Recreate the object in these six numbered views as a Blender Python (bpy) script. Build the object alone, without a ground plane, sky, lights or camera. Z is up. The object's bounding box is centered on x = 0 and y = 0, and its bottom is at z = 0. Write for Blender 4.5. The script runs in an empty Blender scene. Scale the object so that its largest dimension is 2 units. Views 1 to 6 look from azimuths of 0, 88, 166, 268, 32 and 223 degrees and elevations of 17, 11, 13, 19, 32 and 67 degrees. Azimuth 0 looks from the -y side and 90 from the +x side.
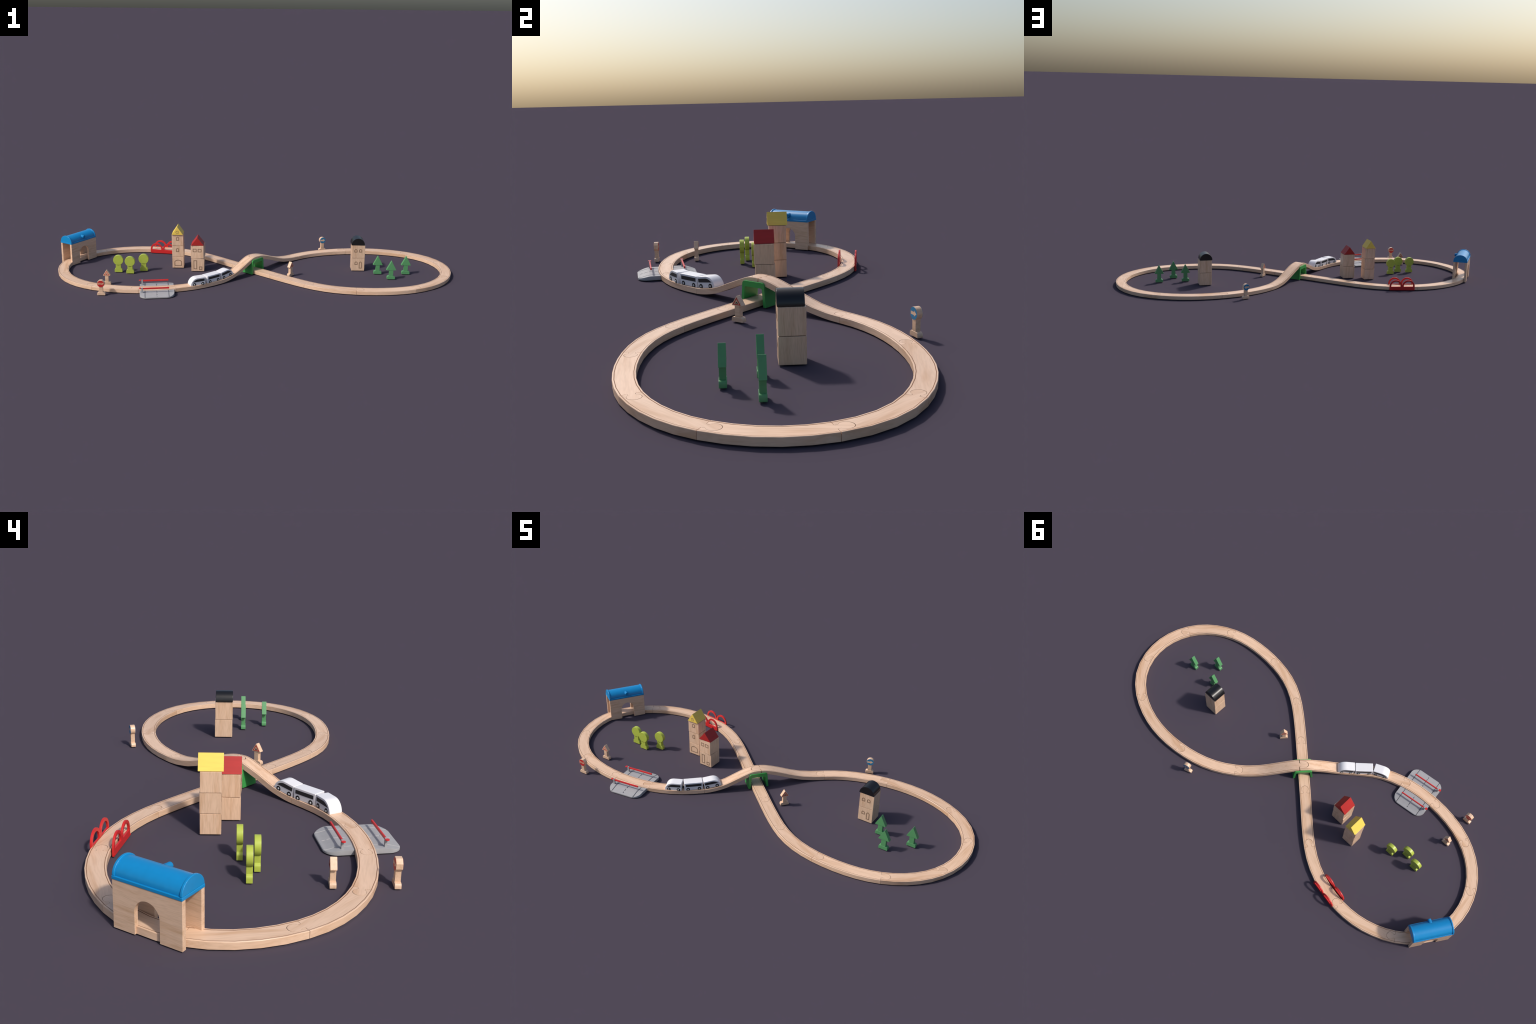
import bpy, bmesh, math
from mathutils import Vector, Matrix

# =====================================================================
#  helpers
# =====================================================================
COL = bpy.context.scene.collection


def shade(me, angle=35):
    me.polygons.foreach_set("use_smooth", [True] * len(me.polygons))
    me.set_sharp_from_angle(angle=math.radians(angle))
    me.update()


def mesh_from(name, verts, faces, mats, index=None, smooth=35):
    me = bpy.data.meshes.new(name)
    me.from_pydata([tuple(v) for v in verts], [], faces)
    for m in mats:
        me.materials.append(m)
    if index:
        me.polygons.foreach_set("material_index", index)
    bm = bmesh.new()
    bm.from_mesh(me)
    bmesh.ops.recalc_face_normals(bm, faces=bm.faces)
    bm.to_mesh(me)
    bm.free()
    shade(me, smooth)
    return me


def add(name, me, parent=None, loc=(0, 0, 0), rot=(0, 0, 0)):
    ob = bpy.data.objects.new(name, me)
    COL.objects.link(ob)
    ob.location = loc
    ob.rotation_euler = rot
    if parent:
        ob.parent = parent
    return ob


def thing(name, label, category, loc=(0, 0, 0), rot=(0, 0, 0)):
    ob = bpy.data.objects.new(name, None)
    ob.empty_display_size = 0.02
    COL.objects.link(ob)
    ob.location = loc
    ob.rotation_euler = rot
    ob["label"] = label
    ob["category"] = category
    return ob


def bevel_bm(bm, width, segs=2, angle=25):
    edges = [e for e in bm.edges if len(e.link_faces) == 2
             and e.calc_face_angle(0) > math.radians(angle)]
    bmesh.ops.bevel(bm, geom=edges, offset=width, segments=segs, profile=0.5,
                    affect='EDGES', clamp_overlap=True)


def finish(bm, name, mats, smooth=35, weight=True):
    bmesh.ops.recalc_face_normals(bm, faces=bm.faces)
    me = bpy.data.meshes.new(name)
    bm.to_mesh(me)
    bm.free()
    for m in mats:
        me.materials.append(m)
    shade(me, smooth)
    return weigh(me) if weight else me


def weigh(me):
    """large faces keep their own normal, only the bevels are rounded in shading."""
    o = bpy.data.objects.new("tmp_weigh", me)
    COL.objects.link(o)
    md = o.modifiers.new("weighted", 'WEIGHTED_NORMAL')
    md.weight = 80
    md.keep_sharp = True
    dg = bpy.context.evaluated_depsgraph_get()
    out = bpy.data.meshes.new_from_object(o.evaluated_get(dg))
    out.name = me.name
    bpy.data.objects.remove(o)
    return out


def extrude_xz(name, outline, y0, y1, mat, bevel=0.0, holes=(), segs=2, smooth=35, bev_angle=25, weight=True):
    """prism: outline drawn in the x-z plane, thickness along y."""
    bm = bmesh.new()
    if not holes:
        f = bm.faces.new([bm.verts.new((x, y0, z)) for x, z in outline])
        faces = [f]
    else:
        edges = []
        for loop in (outline, *holes):
            vs = [bm.verts.new((x, y0, z)) for x, z in loop]
            edges += [bm.edges.new((vs[i], vs[(i + 1) % len(vs)])) for i in range(len(vs))]
        bmesh.ops.triangle_fill(bm, edges=edges, use_beauty=True, use_dissolve=False)
        faces = bm.faces[:]
    r = bmesh.ops.extrude_face_region(bm, geom=faces)
    bmesh.ops.translate(bm, vec=(0, y1 - y0, 0), verts=[v for v in r['geom'] if isinstance(v, bmesh.types.BMVert)])
    if holes:
        bmesh.ops.dissolve_limit(bm, angle_limit=0.01, verts=bm.verts, edges=bm.edges)
    bmesh.ops.recalc_face_normals(bm, faces=bm.faces)
    if bevel:
        bevel_bm(bm, bevel, segs, bev_angle)
    return finish(bm, name, [mat], smooth, weight)


def box(name, size, mat, bevel=0.0, z0=0.0, segs=2, weight=True):
    """box centred in x and y, standing on z0."""
    x, y, z = size[0] / 2, size[1] / 2, size[2]
    return extrude_xz(name, [(-x, z0), (x, z0), (x, z0 + z), (-x, z0 + z)], -y, y, mat, bevel, segs=segs, weight=weight)


def arc(cx, cz, rx, rz, a0, a1, n):
    return [(cx + rx * math.cos(math.radians(a0 + (a1 - a0) * i / n)),
             cz + rz * math.sin(math.radians(a0 + (a1 - a0) * i / n))) for i in range(n + 1)]


def round_poly(pts, radii, n=4):
    """polygon with rounded corners; radii one per corner."""
    out = []
    m = len(pts)
    for i in range(m):
        p, a, b = Vector(pts[i]), Vector(pts[i - 1]), Vector(pts[(i + 1) % m])
        r = radii[i] if isinstance(radii, (list, tuple)) else radii
        if r <= 0:
            out.append(tuple(p))
            continue
        da, db = (a - p).normalized(), (b - p).normalized()
        for k in range(n + 1):
            t = k / n
            q0, q1 = p + da * r, p + db * r
            q = q0 * (1 - t) ** 2 + p * 2 * t * (1 - t) + q1 * t ** 2
            out.append(tuple(q))
    return out


def join_parts(name, meshes_mats, mats, smooth=35):
    """join meshes (each with a matrix) into one mesh datablock; keeps slots by index."""
    bm = bmesh.new()
    for me, M in meshes_mats:
        t = me.copy()
        t.transform(M)
        bm.from_mesh(t)
        bpy.data.meshes.remove(t)
    me = bpy.data.meshes.new(name)
    bm.to_mesh(me)
    bm.free()
    for m in mats:
        me.materials.append(m)
    shade(me, smooth)
    return me


# =====================================================================
#  materials
# =====================================================================
def new_mat(name, rough=0.5, spec=0.4):
    m = bpy.data.materials.new(name)
    m.use_nodes = True
    b = m.node_tree.nodes["Principled BSDF"]
    b.inputs["Roughness"].default_value = rough
    b.inputs["Specular IOR Level"].default_value = spec
    return m, m.node_tree, b


def wood(name, stretch, light, mid, dark, rough=0.35, contrast=1.0):
    """beech grain: long soft bands plus fine fibres, offset at random per piece."""
    m, nt, b = new_mat(name, rough, 0.5)
    N, L = nt.nodes, nt.links
    tc = N.new("ShaderNodeTexCoord")
    oi = N.new("ShaderNodeObjectInfo")
    mul = N.new("ShaderNodeMath"); mul.operation = 'MULTIPLY'; mul.inputs[1].default_value = 7.0
    L.new(oi.outputs["Random"], mul.inputs[0])
    off = N.new("ShaderNodeVectorMath"); off.operation = 'ADD'
    L.new(tc.outputs["Object"], off.inputs[0])
    L.new(mul.outputs[0], off.inputs[1])
    # gentle bend of the grain
    bend = N.new("ShaderNodeTexNoise"); bend.inputs["Scale"].default_value = 9.0
    bend.inputs["Detail"].default_value = 1.0
    L.new(off.outputs[0], bend.inputs["Vector"])
    bsc = N.new("ShaderNodeVectorMath"); bsc.operation = 'SCALE'; bsc.inputs["Scale"].default_value = 0.016
    L.new(bend.outputs["Color"], bsc.inputs[0])
    off2 = N.new("ShaderNodeVectorMath"); off2.operation = 'ADD'
    L.new(off.outputs[0], off2.inputs[0]); L.new(bsc.outputs[0], off2.inputs[1])
    mp = N.new("ShaderNodeMapping"); mp.inputs["Scale"].default_value = stretch
    L.new(off2.outputs[0], mp.inputs["Vector"])
    n1 = N.new("ShaderNodeTexNoise"); n1.inputs["Scale"].default_value = 1.0
    n1.inputs["Detail"].default_value = 3.0; n1.inputs["Roughness"].default_value = 0.55
    L.new(mp.outputs[0], n1.inputs["Vector"])
    n2 = N.new("ShaderNodeTexNoise"); n2.inputs["Scale"].default_value = 5.5
    n2.inputs["Detail"].default_value = 2.0
    L.new(mp.outputs[0], n2.inputs["Vector"])
    r1 = N.new("ShaderNodeValToRGB")
    r1.color_ramp.elements[0].position = 0.30; r1.color_ramp.elements[0].color = (*dark, 1)
    r1.color_ramp.elements[1].position = 0.70; r1.color_ramp.elements[1].color = (*light, 1)
    e = r1.color_ramp.elements.new(0.48); e.color = (*mid, 1)
    L.new(n1.outputs["Fac"], r1.inputs[0])
    r2 = N.new("ShaderNodeValToRGB")
    v = 1 - 0.09 * contrast
    r2.color_ramp.elements[0].position = 0.30; r2.color_ramp.elements[0].color = (v, v * 0.985, v * 0.96, 1)
    r2.color_ramp.elements[1].position = 0.60; r2.color_ramp.elements[1].color = (1.0, 1.0, 1.0, 1)
    L.new(n2.outputs["Fac"], r2.inputs[0])
    mx = N.new("ShaderNodeMix"); mx.data_type = 'RGBA'; mx.blend_type = 'MULTIPLY'
    mx.inputs["Factor"].default_value = 1.0
    L.new(r1.outputs[0], mx.inputs["A"]); L.new(r2.outputs[0], mx.inputs["B"])
    # piece to piece variation
    hsv = N.new("ShaderNodeHueSaturation")
    mr = N.new("ShaderNodeMapRange")
    mr.inputs["To Min"].default_value = 0.94; mr.inputs["To Max"].default_value = 1.05
    L.new(oi.outputs["Random"], mr.inputs[0])
    L.new(mr.outputs[0], hsv.inputs["Value"])
    L.new(mx.outputs["Result"], hsv.inputs["Color"])
    L.new(hsv.outputs[0], b.inputs["Base Color"])
    bp = N.new("ShaderNodeBump"); bp.inputs["Strength"].default_value = 0.06
    bp.inputs["Distance"].default_value = 0.001
    L.new(n2.outputs["Fac"], bp.inputs["Height"])
    L.new(bp.outputs[0], b.inputs["Normal"])
    return m


def paint(name, col, rough=0.4, spec=0.4, var=0.05, scale=60.0, grain=None, coat=0.0):
    """lacquer or moulded plastic with a faint mottling (or the grain of the wood below)."""
    m, nt, b = new_mat(name, rough, spec)
    N, L = nt.nodes, nt.links
    tc = N.new("ShaderNodeTexCoord")
    mp = N.new("ShaderNodeMapping")
    mp.inputs["Scale"].default_value = grain if grain else (scale,) * 3
    L.new(tc.outputs["Object"], mp.inputs["Vector"])
    n = N.new("ShaderNodeTexNoise"); n.inputs["Scale"].default_value = 1.0
    n.inputs["Detail"].default_value = 3.0
    L.new(mp.outputs[0], n.inputs["Vector"])
    r = N.new("ShaderNodeValToRGB")
    r.color_ramp.elements[0].position = 0.3
    r.color_ramp.elements[1].position = 0.7
    r.color_ramp.elements[0].color = (*[c * (1 - var) for c in col], 1)
    r.color_ramp.elements[1].color = (*[c * (1 + var) for c in col], 1)
    L.new(n.outputs["Fac"], r.inputs[0])
    L.new(r.outputs[0], b.inputs["Base Color"])
    if coat:
        b.inputs["Coat Weight"].default_value = coat
        b.inputs["Coat Roughness"].default_value = 0.15
    return m


W_L, W_M, W_D = (0.814, 0.562, 0.398), (0.779, 0.527, 0.363), (0.683, 0.424, 0.262)
M_TRACK = wood("beech_track", (4.0, 44.0, 44.0), W_L, W_M, W_D)
M_BLOCK = wood("beech_block", (75.0, 75.0, 6.0), (0.782, 0.545, 0.385), (0.735, 0.501, 0.347), (0.640, 0.405, 0.255), contrast=1.5)
M_SIGNW = wood("beech_sign", (10.0, 120.0, 120.0), (0.788, 0.543, 0.380), (0.745, 0.506, 0.347), (0.677, 0.437, 0.275))
M_PANEL = wood("beech_panel", (7.0, 80.0, 80.0), (0.809, 0.564, 0.402), (0.761, 0.517, 0.358), (0.662, 0.421, 0.264), contrast=1.4)
M_GROOVE = paint("cut_wood", (0.25, 0.125, 0.070), 0.8, 0.2, 0.1)
M_BURN = paint("burnt_line", (0.235, 0.145, 0.095), 0.8, 0.2, 0.25, 500)
M_GREEN = paint("green_plastic", (0.050, 0.330, 0.075), 0.35, 0.45, 0.03)
M_FIR = paint("fir_green_paint", (0.095, 0.295, 0.120), 0.42, 0.4, 0.04, 90)
M_LIME = paint("lime_paint", (0.425, 0.505, 0.072), 0.38, 0.45, 0.04, 90)
M_BLUE = paint("blue_plastic", (0.006, 0.235, 0.530), 0.30, 0.5, 0.03)
M_KNOB = paint("blue_plastic_matt", (0.006, 0.200, 0.460), 0.65, 0.25, 0.03)
M_RED = paint("red_plastic", (0.600, 0.022, 0.022), 0.38, 0.45, 0.03)
M_REDROOF = paint("red_paint", (0.400, 0.023, 0.021), 0.5, 0.3, 0.07, grain=(120, 15, 120))
M_YELLOW = paint("yellow_paint", (0.830, 0.600, 0.105), 0.5, 0.35, 0.05, grain=(160, 15, 160))
M_BLACK = paint("black_lacquer", (0.0085, 0.0085, 0.010), 0.30, 0.5, 0.1, grain=(60, 8, 60))
M_WHITE = paint("white_lacquer", (0.800, 0.785, 0.805), 0.35, 0.45, 0.015)
M_GLASSY = paint("window_black", (0.027, 0.027, 0.029), 0.4, 0.45, 0.05)
M_TYRE = paint("tyre_black", (0.016, 0.016, 0.018), 0.5, 0.4, 0.05)
M_HUB = paint("hub_grey", (0.560, 0.580, 0.600), 0.35, 0.5, 0.03)
M_GREY = paint("grey_plastic", (0.352, 0.348, 0.357), 0.58, 0.3, 0.03)
M_GREYD = paint("grey_plastic_line", (0.050, 0.058, 0.072), 0.6, 0.3, 0.05)
M_SIGNRED = paint("sign_red_print", (0.500, 0.022, 0.022), 0.5, 0.35, 0.05)
M_SIGNBLUE = paint("sign_blue_print", (0.012, 0.180, 0.370), 0.5, 0.35, 0.05)
M_INK = paint("sign_black_print", (0.03, 0.03, 0.03), 0.6, 0.3, 0.05)

# =====================================================================
#  the track centre line (figure of eight), a closed spline
# =====================================================================
CTRL = [(-0.0928, 0.0877), (-0.0297, 0.0323), (0.0335, -0.0229), (0.0965, -0.0783), (0.1599, -0.1333),
        (0.2251, -0.1866), (0.2938, -0.2350), (0.3685, -0.2717), (0.4492, -0.2932), (0.5331, -0.3018),
        (0.6175, -0.3001), (0.7004, -0.2870), (0.7792, -0.2588), (0.8505, -0.2144), (0.9093, -0.1548),
        (0.9506, -0.0820), (0.9722, -0.0006), (0.9706, 0.0836), (0.9458, 0.1641), (0.8997, 0.2332),
        (0.8350, 0.2860), (0.7593, 0.3235), (0.6786, 0.3466), (0.5954, 0.3553), (0.5114, 0.3515),
        (0.4283, 0.3375), (0.3479, 0.3130), (0.2730, 0.2759), (0.2053, 0.2266), (0.1433, 0.1695),
        (0.0848, 0.1089), (0.0278, 0.0475), (-0.0283, -0.0147), (-0.0828, -0.0787), (-0.1422, -0.1385),
        (-0.2053, -0.1944), (-0.2734, -0.2423), (-0.3499, -0.2758), (-0.4313, -0.2966), (-0.5148, -0.3053),
        (-0.5988, -0.3030), (-0.6819, -0.2900), (-0.7613, -0.2633), (-0.8337, -0.2208), (-0.8940, -0.1630),
        (-0.9371, -0.0913), (-0.9613, -0.0105), (-0.9640, 0.0732), (-0.9419, 0.1531), (-0.8965, 0.2232),
        (-0.8334, 0.2793), (-0.7595, 0.3205), (-0.6797, 0.3464), (-0.5966, 0.3560), (-0.5124, 0.3505),
        (-0.4302, 0.3315), (-0.3532, 0.2986), (-0.2829, 0.2532), (-0.2179, 0.2000), (-0.1552, 0.1439)]
# joints between pieces, in units of control points
JOINTS = [0.0, 3.0, 5.5, 8.45, 11.75, 14.55, 17.42, 20.1, 24.2, 27.78, 31.36, 34.38, 37.25, 39.27, 41.9,
          44.62, 47.57, 50.05, 53.35, 56.92]
SUB = 40
DENSE = []
n_c = len(CTRL)
for i in range(n_c):
    p0, p1, p2, p3 = (Vector(CTRL[(i + k) % n_c]) for k in (-1, 0, 1, 2))
    for k in range(SUB):
        t = k / SUB
        DENSE.append(0.5 * ((2 * p1) + (p2 - p0) * t + (2 * p0 - 5 * p1 + 4 * p2 - p3) * t * t
                            + (3 * p1 - p0 - 3 * p2 + p3) * t ** 3))
ND = len(DENSE)
ARC = [0.0]
for i in range(ND):
    ARC.append(ARC[-1] + (DENSE[(i + 1) % ND] - DENSE[i]).length)
TOTAL = ARC[-1]


def arc_of(ctrl_u):
    x = ctrl_u * SUB
    i = int(x)
    return ARC[i] + (ARC[min(i + 1, ND)] - ARC[i]) * (x - i)


S_JOINT = [arc_of(u) for u in JOINTS]
S_TOP = S_JOINT[10]
# rise of the two ramps over the bridge: distance from the summit joint -> lift of the track
RISE = [(-0.310, 0.0), (-0.275, 0.0002), (-0.245, 0.0018), (-0.190, 0.0097), (-0.142, 0.0236), (-0.095, 0.0408),
        (-0.050, 0.0560), (-0.024, 0.0626), (0.0, 0.0655), (0.020, 0.0665), (0.034, 0.0655), (0.046, 0.0620),
        (0.062, 0.0560), (0.090, 0.0455), (0.108, 0.0385), (0.125, 0.0312), (0.147, 0.0220), (0.165, 0.0158),
        (0.182, 0.0112), (0.207, 0.0060), (0.230, 0.0025), (0.255, 0.0005), (0.280, 0.0)]


def rise_raw(d):
    if d <= RISE[0][0] or d >= RISE[-1][0]:
        return 0.0
    for (a, za), (b, zb) in zip(RISE, RISE[1:]):
        if a <= d <= b:
            return za + (zb - za) * (d - a) / (b - a)


def rise(s):
    d = (s - S_TOP + TOTAL / 2) % TOTAL - TOTAL / 2
    ks = (-0.008, -0.004, 0, 0.004, 0.008)
    return sum(rise_raw(d + k) for k in ks) / len(ks)


def frame(s):
    """centre point (xy), left normal at arc length s."""
    s = s % TOTAL
    lo, hi = 0, ND
    while hi - lo > 1:
        mid = (lo + hi) // 2
        if ARC[mid] <= s:
            lo = mid
        else:
            hi = mid
    f = (s - ARC[lo]) / (ARC[lo + 1] - ARC[lo])
    a, b = DENSE[lo], DENSE[(lo + 1) % ND]
    p = a.lerp(b, f)
    t0 = (DENSE[(lo + 1) % ND] - DENSE[lo - 1]).normalized()
    t1 = (DENSE[(lo + 2) % ND] - DENSE[lo]).normalized()
    t = t0.lerp(t1, f).normalized()
    return p, Vector((-t.y, t.x)), t


def to_world(s, off, z):
    p, nrm, t = frame(s)
    slope = (rise(s + 0.002) - rise(s - 0.002)) / 0.004
    a = math.atan(slope)
    # thickness stands at right angles to the slope
    q = p + nrm * off - t * (z * math.sin(a))
    return Vector((q.x, q.y, rise(s) + z * math.cos(a)))


# =====================================================================
#  track pieces
# =====================================================================
HW, HT = 0.0255, 0.0180          # half width, height
LIP, GW, REC = 0.0036, 0.0018, 0.0003
PEG_R, PEG_C, NECK, CLEAR = 0.0153, 0.0212, 0.0078, 0.0007

half = [(HW - 0.0006, 0.0), (HW, 0.0006), (HW, HT - 0.0008), (HW - 0.0008, HT), (HW - LIP, HT),
        (HW - LIP - 0.0004, HT - REC * 0.9), (HW - LIP - GW, HT - REC)]
SECTION = half + [(-x, z) for x, z in reversed(half)]
GROOVE_EDGES = {4, 5, 7, 8}


def peg_outline(grow=0.0, start=0.0):
    """neck and round head of the jigsaw joint, in (s, offset)."""
    r, nk = PEG_R + grow, NECK + grow
    a0 = 180 - math.degrees(math.asin(nk / r))
    head = arc(PEG_C, 0, r, r, -a0, a0, 30)
    fl = 0.0022
    neck_end = head[0][0]
    return [(start, -nk - (fl if start == 0 else 0)), (start + 0.0018, -nk)] + head[0:] + [(start + 0.0018, nk), (start, nk + (fl if start == 0 else 0))]


def bent_prism(name, outline, s0, z0, z1, mats, idx, inv):
    n = len(outline)
    vs = [inv @ to_world(s0 + a, b, z0) for a, b in outline] + [inv @ to_world(s0 + a, b, z1) for a, b in outline]
    fs = [tuple(range(n))[::-1], tuple(range(n, 2 * n))] + [(i, (i + 1) % n, n + (i + 1) % n, n + i) for i in range(n)]
    bm = bmesh.new()
    bvs = [bm.verts.new(v) for v in vs]
    for f in fs:
        nf = bm.faces.new([bvs[k] for k in f])
        nf.material_index = idx
    bmesh.ops.recalc_face_normals(bm, faces=bm.faces)
    bmesh.ops.triangulate(bm, faces=[f for f in bm.faces if len(f.verts) > 4])
    me = bpy.data.meshes.new(name)
    bm.to_mesh(me)
    bm.free()
    for m in mats:
        me.materials.append(m)
    return me


def build_track():
    root = thing("wooden_train_track", "figure-eight wooden toy railway track with jigsaw joints", "toy track")
    mats = [M_TRACK, M_GROOVE]
    n = len(JOINTS)
    for i in range(n):
        s0 = S_JOINT[i]
        s1 = S_JOINT[(i + 1) % n]
        if s1 <= s0:
            s1 += TOTAL
        ramp = i in (9, 10)
        segs = 22 if ramp else max(4, round((s1 - s0) / 0.050))
        a, b = to_world(s0, 0, 0), to_world(s1, 0, 0)
        yaw = math.atan2(b.y - a.y, b.x - a.x)
        org = Vector(((a.x + b.x) / 2, (a.y + b.y) / 2, 0))
        M = Matrix.Translation(org) @ Matrix.Rotation(yaw, 4, 'Z')
        inv = M.inverted()
        g0, g1 = (0.0014 if i == 10 else 0.0005), (0.0014 if i == 9 else 0.0005)
        bm = bmesh.new()
        rings = []
        for k in range(segs + 1):
            s = (s0 + g0) + (s1 - s0 - g0 - g1) * k / segs
            rings.append([bm.verts.new(inv @ to_world(s, x, z)) for x, z in SECTION])
        m = len(SECTION)
        for k in range(segs):
            for j in range(m):
                f = bm.faces.new((rings[k][j], rings[k][(j + 1) % m], rings[k + 1][(j + 1) % m], rings[k + 1][j]))
                f.material_index = 1 if j in GROOVE_EDGES else 0
        caps = [bm.faces.new(rings[0]), bm.faces.new(rings[-1])]
        bmesh.ops.recalc_face_normals(bm, faces=bm.faces)
        bmesh.ops.triangulate(bm, faces=caps)
        me = bpy.data.meshes.new("track_piece")
        bm.to_mesh(me)
        bm.free()
        for mt in mats:
            me.materials.append(mt)
        # socket for the peg of the piece before
        cut = bent_prism("cutter", peg_outline(CLEAR, -0.004), s0, -0.004, HT + 0.004, mats, 1, inv)
        oa = bpy.data.objects.new("tmp_body", me)
        ob = bpy.data.objects.new("tmp_cut", cut)
        COL.objects.link(oa)
        COL.objects.link(ob)
        md = oa.modifiers.new("socket", 'BOOLEAN')
        md.operation = 'DIFFERENCE'
        md.solver = 'EXACT'
        md.object = ob
        dg = bpy.context.evaluated_depsgraph_get()
        body = bpy.data.meshes.new_from_object(oa.evaluated_get(dg))
        bpy.data.objects.remove(oa)
        bpy.data.objects.remove(ob)
        # own peg at the far end, butted to the end face
        peg = bent_prism("peg", peg_outline(0.0, 0.0), s1 - g1, 0.0, HT - REC, mats, 0, inv)
        full = join_parts("track_piece", [(body, Matrix()), (peg, Matrix())], mats, 30)
        o = add("track_piece", full, root)
        o.matrix_local = M
    return root


build_track()


# =====================================================================
#  green bridge support
# =====================================================================
def build_bridge():
    root = thing("bridge_support", "green plastic arch carrying the raised track", "toy bridge",
                 (-0.0016, 0.0148, 0), (0, 0, math.radians(49.4)))
    outer = round_poly([(-0.0462, 0), (-0.0405, 0.0668), (0.0405, 0.0668), (0.0462, 0)], [0.001, 0.003, 0.003, 0.001])
    face = round_poly([(-0.0462, 0), (-0.0402, 0.0725), (0.0402, 0.0725), (0.0462, 0)], [0.001, 0.0105, 0.0105, 0.001], 6)
    inner = round_poly([(0.0368, 0.0), (0.0318, 0.0555), (-0.0318, 0.0555), (-0.0368, 0.0)], [0, 0.004, 0.004, 0])
    body = extrude_xz("arch_body", outer + inner, -0.0260, 0.0260, M_GREEN, 0.0)
    add("arch_body", body, root)
    rim = extrude_xz("arch_rim", face + inner, -0.0030, 0.0030, M_GREEN, 0.0010)
    for y in (-0.0291, 0.0291):
        add("arch_rim", rim, root, (0, y, 0))


build_bridge()


# =====================================================================
#  houses from blocks
# =====================================================================
def ring_outline(outer, w):
    """inset copy of an outline towards its middle by about w."""
    cx = (min(p[0] for p in outer) + max(p[0] for p in outer)) / 2
    cz = (min(p[1] for p in outer) + max(p[1] for p in outer)) / 2
    hx = (max(p[0] for p in outer) - min(p[0] for p in outer)) / 2
    hz = (max(p[1] for p in outer) - min(p[1] for p in outer)) / 2
    return [(cx + (x - cx) * (hx - w) / hx, cz + (z - cz) * (hz - w) / hz) for x, z in outer]


def burnt_shape(kind, cx, z0, w, h):
    if kind == 'square':
        o = round_poly([(cx - w / 2, z0), (cx + w / 2, z0), (cx + w / 2, z0 + h), (cx - w / 2, z0 + h)], 0.0015)
    elif kind == 'arched':
        r = w / 2
        o = [(cx - r, z0), (cx + r, z0)] + arc(cx, z0 + h - r, r, r, 0, 180, 12)
    elif kind == 'gate':
        o = [(cx - w / 2, z0), (cx + w / 2, z0)] + arc(cx, z0 + h * 0.62, w / 2, h * 0.38, 0, 180, 14)
    elif kind == 'pointed':
        o = [(cx - w / 2, z0), (cx + w / 2, z0), (cx + w / 2, z0 + h * 0.80), (cx + w * 0.22, z0 + h * 0.96), (cx, z0 + h),
             (cx - w * 0.22, z0 + h * 0.96), (cx - w / 2, z0 + h * 0.80)]
    return o


def burnt_mark(name, parent, kind, cx, z0, w, h, y, line=0.0034):
    o = burnt_shape(kind, cx, z0, w, h)
    me = extrude_xz(name, o, y - 0.00025, y + 0.0006, M_BURN, 0, holes=[ring_outline(o, line)])
    return add(name, me, parent)


def build_yellow():
    cx, cy = -0.3883, 0.0880
    root = thing("clock_tower", "tall wooden block tower with yellow gable roof", "toy house", (cx, cy, 0))
    for k, (dx, dy, r) in enumerate([(0, 0, 0.3), (0.0002, 0.0003, -0.5), (-0.0006, -0.0006, 0.6)]):
        b = add("block", box("block", (0.0582, 0.0568, 0.0580), M_BLOCK, 0.0013), root, (dx, dy, 0.0589 * k),
                (0, 0, math.radians(r)))
        if k == 0:
            burnt_mark("gate_outline", b, 'gate', 0.0005, 0.0110, 0.0375, 0.0320, -0.0284)
        else:
            burnt_mark("window_outline", b, 'arched', (-0.001, 0.0005)[k - 1] if k else 0, 0.0260 if k == 1 else 0.0275, 0.0150, 0.0205, -0.0284)
    roof = extrude_xz("roof", [(-0.0286, 0), (0.0286, 0), (0, 0.0420)], -0.0335, 0.0335, M_YELLOW, 0.0004)
    rf = add("roof", roof, root, (-0.0006, -0.0006, 0.1772))
    ringo = arc(0, 0.0135, 0.0082, 0.0082, 0, 350, 24)
    ringi = arc(0, 0.0135, 0.0064, 0.0064, 0, 350, 24)
    ck = extrude_xz("clock_ring", ringo, -0.03372, -0.0330, M_BURN, 0, holes=[ringi])
    add("clock_ring", ck, rf)
    hand = extrude_xz("clock_hand", [(-0.0008, 0.0127), (0.0008, 0.0127), (0.0006, 0.0187), (-0.0006, 0.0187)], -0.03368, -0.0330, M_BURN)
    add("clock_hand", hand, rf)
    hand = extrude_xz("clock_hand", [(-0.0040, 0.0155), (-0.0034, 0.0167), (0.0006, 0.0142), (0.0, 0.0130)], -0.03365, -0.0330, M_BURN)
    add("clock_hand", hand, rf)


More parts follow.
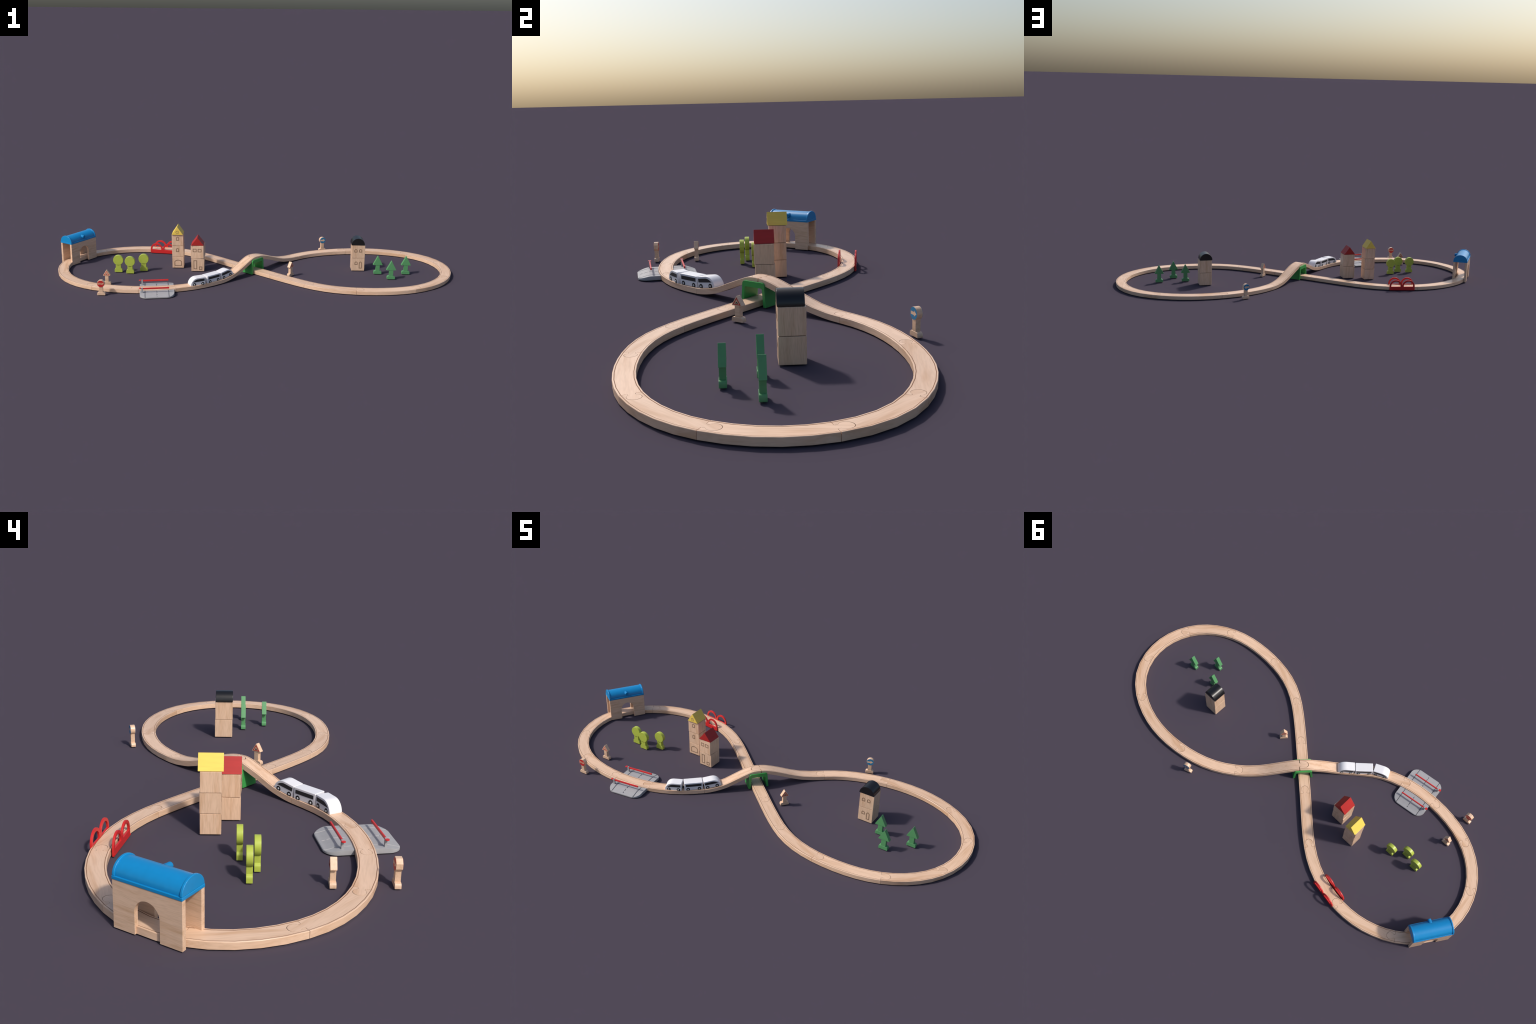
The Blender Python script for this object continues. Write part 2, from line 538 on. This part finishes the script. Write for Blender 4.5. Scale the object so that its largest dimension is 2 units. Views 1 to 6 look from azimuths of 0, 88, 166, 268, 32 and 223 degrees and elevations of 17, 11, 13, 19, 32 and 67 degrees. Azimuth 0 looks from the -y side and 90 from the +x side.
def build_red():
    cx, cy = -0.2833, 0.0401
    root = thing("red_roof_house", "two wooden blocks stacked under a red gable roof", "toy house", (cx, cy, 0))
    b0 = add("block", box("block", (0.0650, 0.0648, 0.0665), M_BLOCK, 0.0015), root)
    burnt_mark("door_outline", b0, 'square', -0.0122, 0.0105, 0.0178, 0.0465, -0.0324)
    burnt_mark("window_outline", b0, 'square', 0.0145, 0.0072, 0.0165, 0.0172, -0.0324)
    b1 = add("block", box("block", (0.0652, 0.0640, 0.0665), M_BLOCK, 0.0015), root, (0.0004, -0.0012, 0.0675),
             (0, 0, math.radians(-4.4)))
    for x in (-0.0128, 0.0126):
        burnt_mark("window_outline", b1, 'square', x, 0.0330, 0.0190, 0.0178, -0.0320)
    roof = extrude_xz("roof", [(-0.0322, 0), (0.0322, 0), (0, 0.0415)], -0.0328, 0.0328, M_REDROOF, 0.0004)
    add("roof", roof, root, (-0.0006, -0.0014, 0.1352))


def build_black():
    cx, cy = 0.5333, 0.0705
    root = thing("black_roof_house", "two wooden blocks under a glossy black barrel roof", "toy house", (cx, cy, 0))
    b0 = add("block", box("block", (0.0655, 0.0645, 0.0665), M_BLOCK, 0.0015), root)
    burnt_mark("window_outline", b0, 'arched', -0.0103, 0.0320, 0.0152, 0.0170, -0.03225, 0.0034)
    burnt_mark("door_outline", b0, 'pointed', 0.0122, 0.0125, 0.0152, 0.0365, -0.03225)
    b1 = add("block", box("block", (0.0652, 0.0642, 0.0668), M_BLOCK, 0.0015), root, (-0.0002, -0.0005, 0.0675),
             (0, 0, math.radians(1.0)))
    for x in (-0.0143, 0.0098):
        burnt_mark("window_outline", b1, 'arched', x, 0.0305, 0.0157, 0.0170, -0.0321, 0.0034)
    roof = extrude_xz("roof", arc(0, 0, 0.0336, 0.0352, 0, 180, 40), -0.0315, 0.0315, M_BLACK, 0.0008, smooth=30, bev_angle=40)
    add("roof", roof, root, (-0.0031, -0.0020, 0.1355))


build_yellow()
build_red()
build_black()


# =====================================================================
#  station over the track
# =====================================================================
def build_station():
    L_, D_, H_ = 0.1770, 0.0755, 0.1112
    root = thing("toy_station", "wooden station hall with blue barrel roof over track", "toy station",
                 (-0.9202, 0.1763, 0), (0, 0, math.radians(57.2)))
    hl, r = L_ / 2, 0.0322
    open_ = [(-r, 0)] + [(x, z) for x, z in arc(0, 0.0505, r, 0.0335, 180, 0, 24)] + [(r, 0)]
    outline = [(hl, 0), (hl, H_), (-hl, H_), (-hl, 0)] + open_
    wall = extrude_xz("side_wall", outline, -0.0056, 0.0056, M_PANEL, 0.0005, bev_angle=40)
    for y in (-(D_ / 2 - 0.0058), D_ / 2 - 0.0058):
        add("side_wall", wall, root, (0, y, 0))
    base = add("roof", box("roof_slab", (L_ + 0.0016, D_ + 0.0018, 0.0078), M_BLUE, 0.0012, 0.1110, 3), root)
    prof = arc(0, 0.1186, 0.0352, 0.0312, 0, 180, 40)
    barrel = extrude_xz("barrel", prof, -0.0845, 0.0845, M_BLUE, 0.0006, smooth=30, bev_angle=40)
    b = add("roof_barrel", barrel, base, (0, 0, 0), (0, 0, math.radians(90)))
    lipp = arc(0, 0.1186, 0.0382, 0.0340, 0, 180, 40)
    lip = extrude_xz("roof_end", lipp, -0.0032, 0.0032, M_BLUE, 0.0016, segs=3, smooth=30, bev_angle=40)
    for x in (-(hl - 0.0030), hl - 0.0030):
        add("roof_end", lip, base, (x, 0, 0), (0, 0, math.radians(90)))
    # round knob sticking out of the inner flank of the barrel
    bm = bmesh.new()
    rings = []
    for y, rad in ((0.020, 0.0098), (0.0130, 0.0086), (0.0080, 0.0080), (0.0012, 0.0078), (0.0003, 0.0074), (0.0, 0.0066), (-0.0001, 0.0001)):
        rings.append([bm.verts.new((rad * math.cos(a * math.tau / 24), y, rad * math.sin(a * math.tau / 24))) for a in range(24)])
    for p, q in zip(rings, rings[1:]):
        for k in range(24):
            bm.faces.new((p[k], p[(k + 1) % 24], q[(k + 1) % 24], q[k]))
    bm.faces.new(rings[0])
    bm.faces.new(rings[-1])
    kn = finish(bm, "roof_knob", [M_KNOB], 40)
    add("roof_knob", kn, base, (0, -0.0425, 0.1338))


build_station()


# =====================================================================
#  red fence pair
# =====================================================================
def build_fences():
    d = math.radians(-9.5)
    for (x, y), sgn in (((-0.4956, 0.3120), -1), ((-0.4810, 0.3690), 1)):
        root = thing("bridge_railing", "red plastic railing with two round arches", "toy fence", (x, y, 0), (0, 0, d))
        a = 0.0340
        outline = [(-2 * a, 0), (2 * a, 0)] + arc(a, 0.0215, a, a, 0, 168, 22) + arc(-a, 0.0215, a, a, 12, 180, 22)
        ri = 0.0252
        holes = []
        for cx in (a, -a):
            holes.append([(cx - ri, 0.0195), (cx + ri, 0.0195)] + arc(cx, 0.0215, ri, ri, 0, 180, 22))
        me = extrude_xz("railing_panel", outline, -0.0028, 0.0028, M_RED, 0.0007, holes=holes, bev_angle=40)
        add("railing_panel", me, root)
        st = box("railing_stud", (0.0042, 0.0022, 0.0042), M_RED, 0.0008)
        for sx in (-0.0645, 0.0645):
            add("railing_stud", st, root, (sx, -sgn * -0.0036, 0.0030))


build_fences()


# =====================================================================
#  level crossing
# =====================================================================
def build_crossing():
    c, ang = Vector((-0.4541, -0.2956)), math.radians(7.9)
    root = thing("level_crossing", "grey plastic road ramp with two red barriers", "toy crossing", (c.x, c.y, 0), (0, 0, ang))
    ux, wx = Vector((math.cos(ang), math.sin(ang))), Vector((-math.sin(ang), math.cos(ang)))
    U, Wd, R = 0.0800, 0.1022, 0.036
    # where the track edges run, in the frame of the crossing
    sj = arc_of(38.3)
    table = {}
    for side in (1, -1):
        rows = []
        for k in range(121):
            s = sj - 0.13 + 0.26 * k / 120
            p, nrm, _ = frame(s)
            q = p + nrm * side * (-1) * (HW + 0.0008) - c     # travel runs towards -x, left is -y
            rows.append((q.dot(ux), q.dot(wx)))
        rows.sort()
        table[side] = rows

    def inner(side, u):
        rows = table[side]
        for (u0, w0), (u1, w1) in zip(rows, rows[1:]):
            if u0 <= u <= u1:
                return w0 + (w1 - w0) * (u - u0) / (u1 - u0)

    def outer(u):
        e = abs(u) - (U - R)
        return Wd if e <= 0 else Wd - R + math.sqrt(max(R * R - e * e, 0))

    def top(w):
        t = min(max((abs(w) - 0.058) / 0.044, 0), 1)
        return 0.0138 - 0.0078 * t * t * (3 - 2 * t)

    ucols = set()
    for k in range(-40, 41):
        e = k / 40
        ucols.add(round(U * math.copysign(1 - (1 - abs(e)) ** 1.5, e), 5))
    for lu in (-0.055, 0.055, 0.0):
        for d in (-0.0020, -0.0011, 0.0011, 0.0020):
            ucols.add(round(lu + d, 5))
    ucols = sorted(ucols)
    dash = [(0.034, 0.042), (0.050, 0.062), (0.070, 0.080), (0.086, 0.093)]
    for side in (1, -1):
        ws = {0.0}
        for a, b in dash:
            ws |= {a, a + 0.0006, b, b + 0.0006}
        ws |= {0.03 + 0.004 * k for k in range(19)}
        ws = sorted(ws)
        vs, fs, mi = [], [], []
        nr = len(ws) + 2
        for u in ucols:
            wi, wo = inner(side, u), outer(u) * side
            col = []
            lo, hi = (wi * side), abs(wo)
            edge_u = max(0.0, 1 - (U - abs(u)) / 0.0022)
            for r_ in range(nr):
                if r_ == 0:
                    w = lo
                elif r_ == nr - 1:
                    w = hi
                elif r_ == nr - 2:
                    w = max(lo, hi - 0.0016)
                else:
                    w = min(max(ws[r_], lo), max(lo, hi - 0.0016))
                z = top(w)
                g1 = min(abs(u - 0.055), abs(u + 0.055)) < 0.0012 and w <= hi
                g2 = abs(u) < 0.0012 and any(a - 1e-5 <= w <= b + 1e-5 for a, b in dash)
                if g1 or g2:
                    z -= 0.0016
                if r_ == nr - 1 or edge_u > 0.99:
                    z -= 0.0014
                col.append((w * side, z))
            vs.append([(u, w, z) for w, z in col])
        flat = [p for col in vs for p in col]
        nv = len(flat)
        flat += [(x, y, 0.0) for x, y, z in flat]
        nc = len(ucols)
        for i in range(nc - 1):
            for r_ in range(nr - 1):
                a = i * nr + r_
                um = (ucols[i] + ucols[i + 1]) / 2
                q = (a, a + nr, a + nr + 1, a + 1)
                fs.append(q)
                wm = abs(sum(flat[k][1] for k in q) / 4)
                dark = min(abs(um - 0.055), abs(um + 0.055)) < 0.0011
                dark = dark or (abs(um) < 0.0011 and any(a_ <= wm <= b_ for a_, b_ in dash))
                mi.append(1 if dark else 0)
                fs.append((a + nv, a + 1 + nv, a + nr + 1 + nv, a + nr + nv))
                mi.append(0)
        for i in range(nc - 1):
            for r_ in (0, nr - 1):
                a = i * nr + r_
                fs.append((a, a + nr, a + nr + nv, a + nv)); mi.append(0)
        for i in (0, nc - 1):
            for r_ in range(nr - 1):
                a = i * nr + r_
                fs.append((a, a + 1, a + 1 + nv, a + nv)); mi.append(0)
        me = bpy.data.meshes.new("road_ramp")
        me.from_pydata(flat, [], fs)
        me.materials.append(M_GREY)
        me.materials.append(M_GREYD)
        me.polygons.foreach_set("material_index", mi)
        bm = bmesh.new()
        bm.from_mesh(me)
        bmesh.ops.remove_doubles(bm, verts=bm.verts, dist=0.00002)
        bmesh.ops.dissolve_degenerate(bm, dist=0.00002, edges=bm.edges)
        bmesh.ops.recalc_face_normals(bm, faces=bm.faces)
        bm.to_mesh(me)
        bm.free()
        shade(me, 40)
        add("road_ramp", me, root)
        # barrier
        gw = 0.0570 * side
        post = extrude_xz("barrier_post", round_poly([(-0.0042, 0), (0.0042, 0), (0.0036, 0.0262), (-0.0036, 0.0262)], [0, 0, 0.003, 0.003]),
                          -0.0036, 0.0036, M_GREY, 0.0006)
        po = add("barrier_post", post, root, (-0.0682, gw, 0.0125))
        bar = box("barrier_bar", (0.1215, 0.0050, 0.0074), M_RED, 0.0012)
        add("barrier_bar", bar, po, (0.0640, 0, 0.0178))
        bm = bmesh.new()
        bmesh.ops.create_cone(bm, cap_ends=True, segments=24, radius1=0.0060, radius2=0.0060, depth=0.0026)
        bevel_bm(bm, 0.0006, 2, 40)
        add("barrier_disc", finish(bm, "barrier_disc", [M_RED]), po, (-0.0094, 0, 0.0242))
        arm = box("barrier_arm", (0.008, 0.003, 0.003), M_GREY, 0.0005)
        add("barrier_arm", arm, po, (-0.0060, 0, 0.0205))


build_crossing()


# =====================================================================
#  train
# =====================================================================
CH = 0.0362      # body height
CW = 0.0415      # body width


def wheel_meshes():
    bm = bmesh.new()
    bmesh.ops.create_cone(bm, cap_ends=True, segments=32, radius1=0.0080, radius2=0.0080, depth=0.003,
                          matrix=Matrix.Rotation(math.pi / 2, 4, 'X'))
    bevel_bm(bm, 0.0007, 2, 40)
    tyre = finish(bm, "tyre", [M_TYRE])
    bm = bmesh.new()
    bmesh.ops.create_uvsphere(bm, u_segments=20, v_segments=10, radius=0.0033,
                              matrix=Matrix.Diagonal((1, 0.45, 1, 1)))
    hub = finish(bm, "hub", [M_HUB], 60)
    return tyre, hub


TYRE, HUB = wheel_meshes()


def add_wheels(car, xs, zc=0.0056):
    for x in xs:
        for sy in (-1, 1):
            w = add("wheel", TYRE, car, (x, sy * (CW / 2 - 0.0006), zc))
            add("hub", HUB, w, (0, sy * 0.0015, 0))


def window(car, outline):
    for sy in (-1, 1):
        y = sy * CW / 2
        me = extrude_xz("window", outline, y - 0.0005, y + 0.0005, M_GLASSY, 0)
        add("window", me, car)


def nose_top(x):
    """roof height of the engine at distance x from its back end."""
    x0, x1 = 0.036, 0.0745
    if x <= x0:
        return CH
    t = min((x - x0) / (x1 - x0), 1)
    return 0.004 + (CH - 0.004) * max(1 - t ** 2.4, 0) ** 0.62


def build_train():
    root = thing("toy_train", "white three-car streamlined toy train with black windows", "toy train", (-0.2027, -0.1908, 0.0))
    base = Vector((-0.2027, -0.1908, 0.0))
    # middle car
    yaw = math.radians(43.6)
    car = add("carriage", box("carriage", (0.0820, CW, CH), M_WHITE, 0.0020, 0.0, 3), root, (0, 0, 0.0177), (0, 0, yaw))
    window(car, round_poly([(-0.0345, 0.0182), (0.0345, 0.0182), (0.0345, 0.0298), (-0.0345, 0.0298)], 0.0008))
    add_wheels(car, (-0.0250, 0.0250))
    cpl = box("coupling", (0.012, 0.008, 0.006), M_TYRE, 0.001)
    for sx in (-0.046, 0.045):
        add("coupling", cpl, car, (sx, 0, 0.0045))
    # the two engines: x axis from the back end towards the nose
    n = 22
    prof = [(0.0, 0.0), (0.0745, 0.0)] + [(0.0745 - (0.0745 - 0.036) * (k / n) ** 1.6, nose_top(0.0745 - (0.0745 - 0.036) * (k / n) ** 1.6)) for k in range(n + 1)] + [(0.0, CH)]
    body = extrude_xz("engine", prof, -CW / 2, CW / 2, M_WHITE, 0.0016, segs=3, bev_angle=40)
    top = [(x, min(nose_top(x) - 0.0055 - 0.004 * max(0, (x - 0.036) / 0.03), 0.0300)) for x in
           (0.0045, 0.020, 0.034, 0.042, 0.049, 0.0550, 0.0600, 0.0640)]
    win = [(0.0045, 0.0185), (0.0660, 0.0170)] + [(x, max(z, 0.0172)) for x, z in reversed(top)]
    for loc, yaw, pitch in ((Vector((-0.1662, -0.1582, 0.0172)), math.radians(44.4), math.radians(9.0)),
                            (Vector((-0.2372, -0.2249, 0.0170)), math.radians(206.5), 0.0)):
        rot = (Matrix.Rotation(yaw, 4, 'Z') @ Matrix.Rotation(-pitch, 4, 'Y')).to_euler()
        car = add("engine", body, root, loc - base + Vector((0, 0, 0.0005)), rot)
        window(car, win)
        add_wheels(car, (0.0135, 0.0565))


build_train()


# =====================================================================
#  trees
# =====================================================================
def build_firs():
    prof = (round_poly([(-0.0200, 0), (0.0200, 0), (0.0200, 0.0162), (-0.0200, 0.0162)], [0.0025, 0.0025, 0.0085, 0.0085]))
    foot = extrude_xz("foot", prof, -0.0086, 0.0086, M_FIR, 0.0009, bev_angle=40)
    trunk = extrude_xz("trunk", [(-0.0102, 0.0155), (0.0102, 0.0155), (0.0100, 0.0472), (-0.0100, 0.0472)], -0.0076, 0.0076, M_FIR, 0.0006)
    crown = extrude_xz("crown", round_poly([(-0.0246, 0.0468), (0.0246, 0.0468), (0.0, 0.0942)], 0.002), -0.0086, 0.0086, M_FIR, 0.0009, bev_angle=40)
    for x, y in ((0.6273, -0.0038), (0.6826, -0.0853), (0.7692, -0.0040)):
        root = thing("fir_tree", "flat green wooden fir tree on a foot", "toy tree", (x, y, 0))
        add("foot", foot, root)
        add("trunk", trunk, root)
        add("crown", crown, root)


def build_limes():
    prof = [(-0.0193, 0), (0.0193, 0), (0.0193, 0.0110), (0.0188, 0.0145), (0.0174, 0.0172), (0.0155, 0.0187), (0.0132, 0.0196), (0.0127, 0.0212), (0.0125, 0.0395),
            (-0.0125, 0.0395), (-0.0127, 0.0212), (-0.0132, 0.0196), (-0.0155, 0.0187), (-0.0174, 0.0172), (-0.0188, 0.0145), (-0.0193, 0.0110)]
    foot = extrude_xz("foot", prof, -0.0078, 0.0078, M_LIME, 0.0008, bev_angle=40)
    crown = extrude_xz("crown", arc(0, 0.0622, 0.0252, 0.0252, 0, 355, 71)[:-1], -0.0082, 0.0082, M_LIME, 0.0012, bev_angle=40)
    dark = paint("lime_dark_lens", (0.035, 0.040, 0.012), 0.8, 0.2)
    dark_lens = extrude_xz("dark_lens", arc(0, 0.0622, 0.0254, 0.0254, 248, 292, 12), -0.00835, 0.00835, dark)
    for x, y in ((-0.6818, -0.0122), (-0.6202, -0.0322), (-0.5572, 0.0106)):
        root = thing("round_tree", "flat lime green wooden tree with round crown", "toy tree", (x, y, 0))
        add("foot", foot, root)
        cr = add("crown", crown, root)
        add("dark_lens", dark_lens, cr)


build_firs()
build_limes()


# =====================================================================
#  traffic signs
# =====================================================================
def text_mesh(txt, size, y, mat):
    cu = bpy.data.curves.new("lettering", 'FONT')
    cu.body = txt
    cu.size = size
    cu.align_x = 'CENTER'
    cu.align_y = 'CENTER'
    cu.extrude = 0.0003
    cu.offset = size * 0.03
    o = bpy.data.objects.new("lettering_tmp", cu)
    COL.objects.link(o)
    dg = bpy.context.evaluated_depsgraph_get()
    me = bpy.data.meshes.new_from_object(o.evaluated_get(dg))
    bpy.data.objects.remove(o)
    me.materials.clear()
    me.materials.append(mat)
    me.transform(Matrix.Translation((0, y, 0)) @ Matrix.Rotation(math.pi / 2, 4, 'X'))
    return me


def sign_base(root, post_top):
    foot = extrude_xz("foot", round_poly([(-0.0190, 0), (0.0190, 0), (0.0190, 0.0138), (-0.0190, 0.0138)], [0.0015, 0.0015, 0.0085, 0.0085]),
                      -0.0079, 0.0079, M_SIGNW, 0.0009, bev_angle=40)
    add("foot", foot, root)
    post = extrude_xz("post", [(-0.0082, 0.0130), (0.0082, 0.0130), (0.0082, post_top), (-0.0082, post_top)], -0.0070, 0.0070, M_SIGNW, 0.0005)
    add("post", post, root)


def both_sides(name, parent, outline, depth, mat, holes=(), mirror=True):
    for sgn in (-1, 1):
        me = extrude_xz(name, outline, sgn * depth - 0.0003, sgn * depth + 0.0003, mat, 0, holes=holes)
        add(name, me, parent)


HD = 0.0082


def build_signs():
    # stop
    root = thing("stop_sign", "wooden toy stop sign with red octagon", "toy sign", (-0.7049, -0.3550, 0))
    sign_base(root, 0.0410)
    c = 0.0560
    octo = lambda r: [(r * math.cos(math.radians(22.5 + 45 * k)), c + r * math.sin(math.radians(22.5 + 45 * k))) for k in range(8)]
    hd = add("sign_head", extrude_xz("sign_head", octo(0.0180), -HD, HD, M_SIGNW, 0.0008), root)
    both_sides("sign_print", hd, octo(0.0167), HD, M_SIGNRED)
    t = text_mesh("STOP", 0.0115, -HD - 0.0004, M_SIGNW)
    t.transform(Matrix.Translation((0, 0, c)))
    add("lettering", t, hd)
    t2 = t.copy()
    t2.transform(Matrix.Rotation(math.pi, 4, 'Z'))
    add("lettering", t2, hd)
    # warning triangles
    for x, y, rot in ((-0.7052, -0.2045, 0), (0.1853, -0.0490, 51)):
        root = thing("warning_sign", "wooden toy warning sign with red triangle", "toy sign", (x, y, 0), (0, 0, math.radians(rot)))
        sign_base(root, 0.0465)
        head = round_poly([(-0.0185, 0.0450), (0.0185, 0.0450), (0.0, 0.0735)], [0.0036, 0.0036, 0.0018], 2)
        hd = add("sign_head", extrude_xz("sign_head", head, -HD, HD, M_SIGNW, 0.0007, bev_angle=20), root)
        tri = lambda k: [(-0.0150 * k, 0.0549 - 0.0078 * k), (0.0150 * k, 0.0549 - 0.0078 * k), (0, 0.0549 + 0.0150 * k)]
        both_sides("sign_print", hd, tri(0.92), HD, M_SIGNRED, holes=[tri(0.62)])
        loco = [(-0.0042, 0.0510), (-0.0024, 0.0510), (-0.0020, 0.0522), (0.0016, 0.0522), (0.0022, 0.0510), (0.0042, 0.0510),
                (0.0036, 0.0536), (0.0014, 0.0560), (-0.0008, 0.0560), (-0.0026, 0.0546)]
        both_sides("sign_symbol", hd, loco, HD, M_INK)
    # direction arrow
    root = thing("arrow_sign", "round wooden toy sign with blue disc and arrow", "toy sign", (0.3760, 0.3935, 0), (0, 0, math.radians(18)))
    sign_base(root, 0.0470)
    cz = 0.0600
    circ = lambda r: arc(0, cz, r, r, 0, 355, 47)
    hd = add("sign_head", extrude_xz("sign_head", circ(0.0166), -HD, HD, M_SIGNW, 0.0008, bev_angle=40), root)
    arrow = [(-0.0142, cz - 0.0042), (0.0010, cz - 0.0042), (0.0010, cz - 0.0088), (0.0132, cz), (0.0010, cz + 0.0088), (0.0010, cz + 0.0042), (-0.0142, cz + 0.0042)]
    both_sides("sign_print", hd, circ(0.0162), HD, M_SIGNBLUE, holes=[arrow])


build_signs()
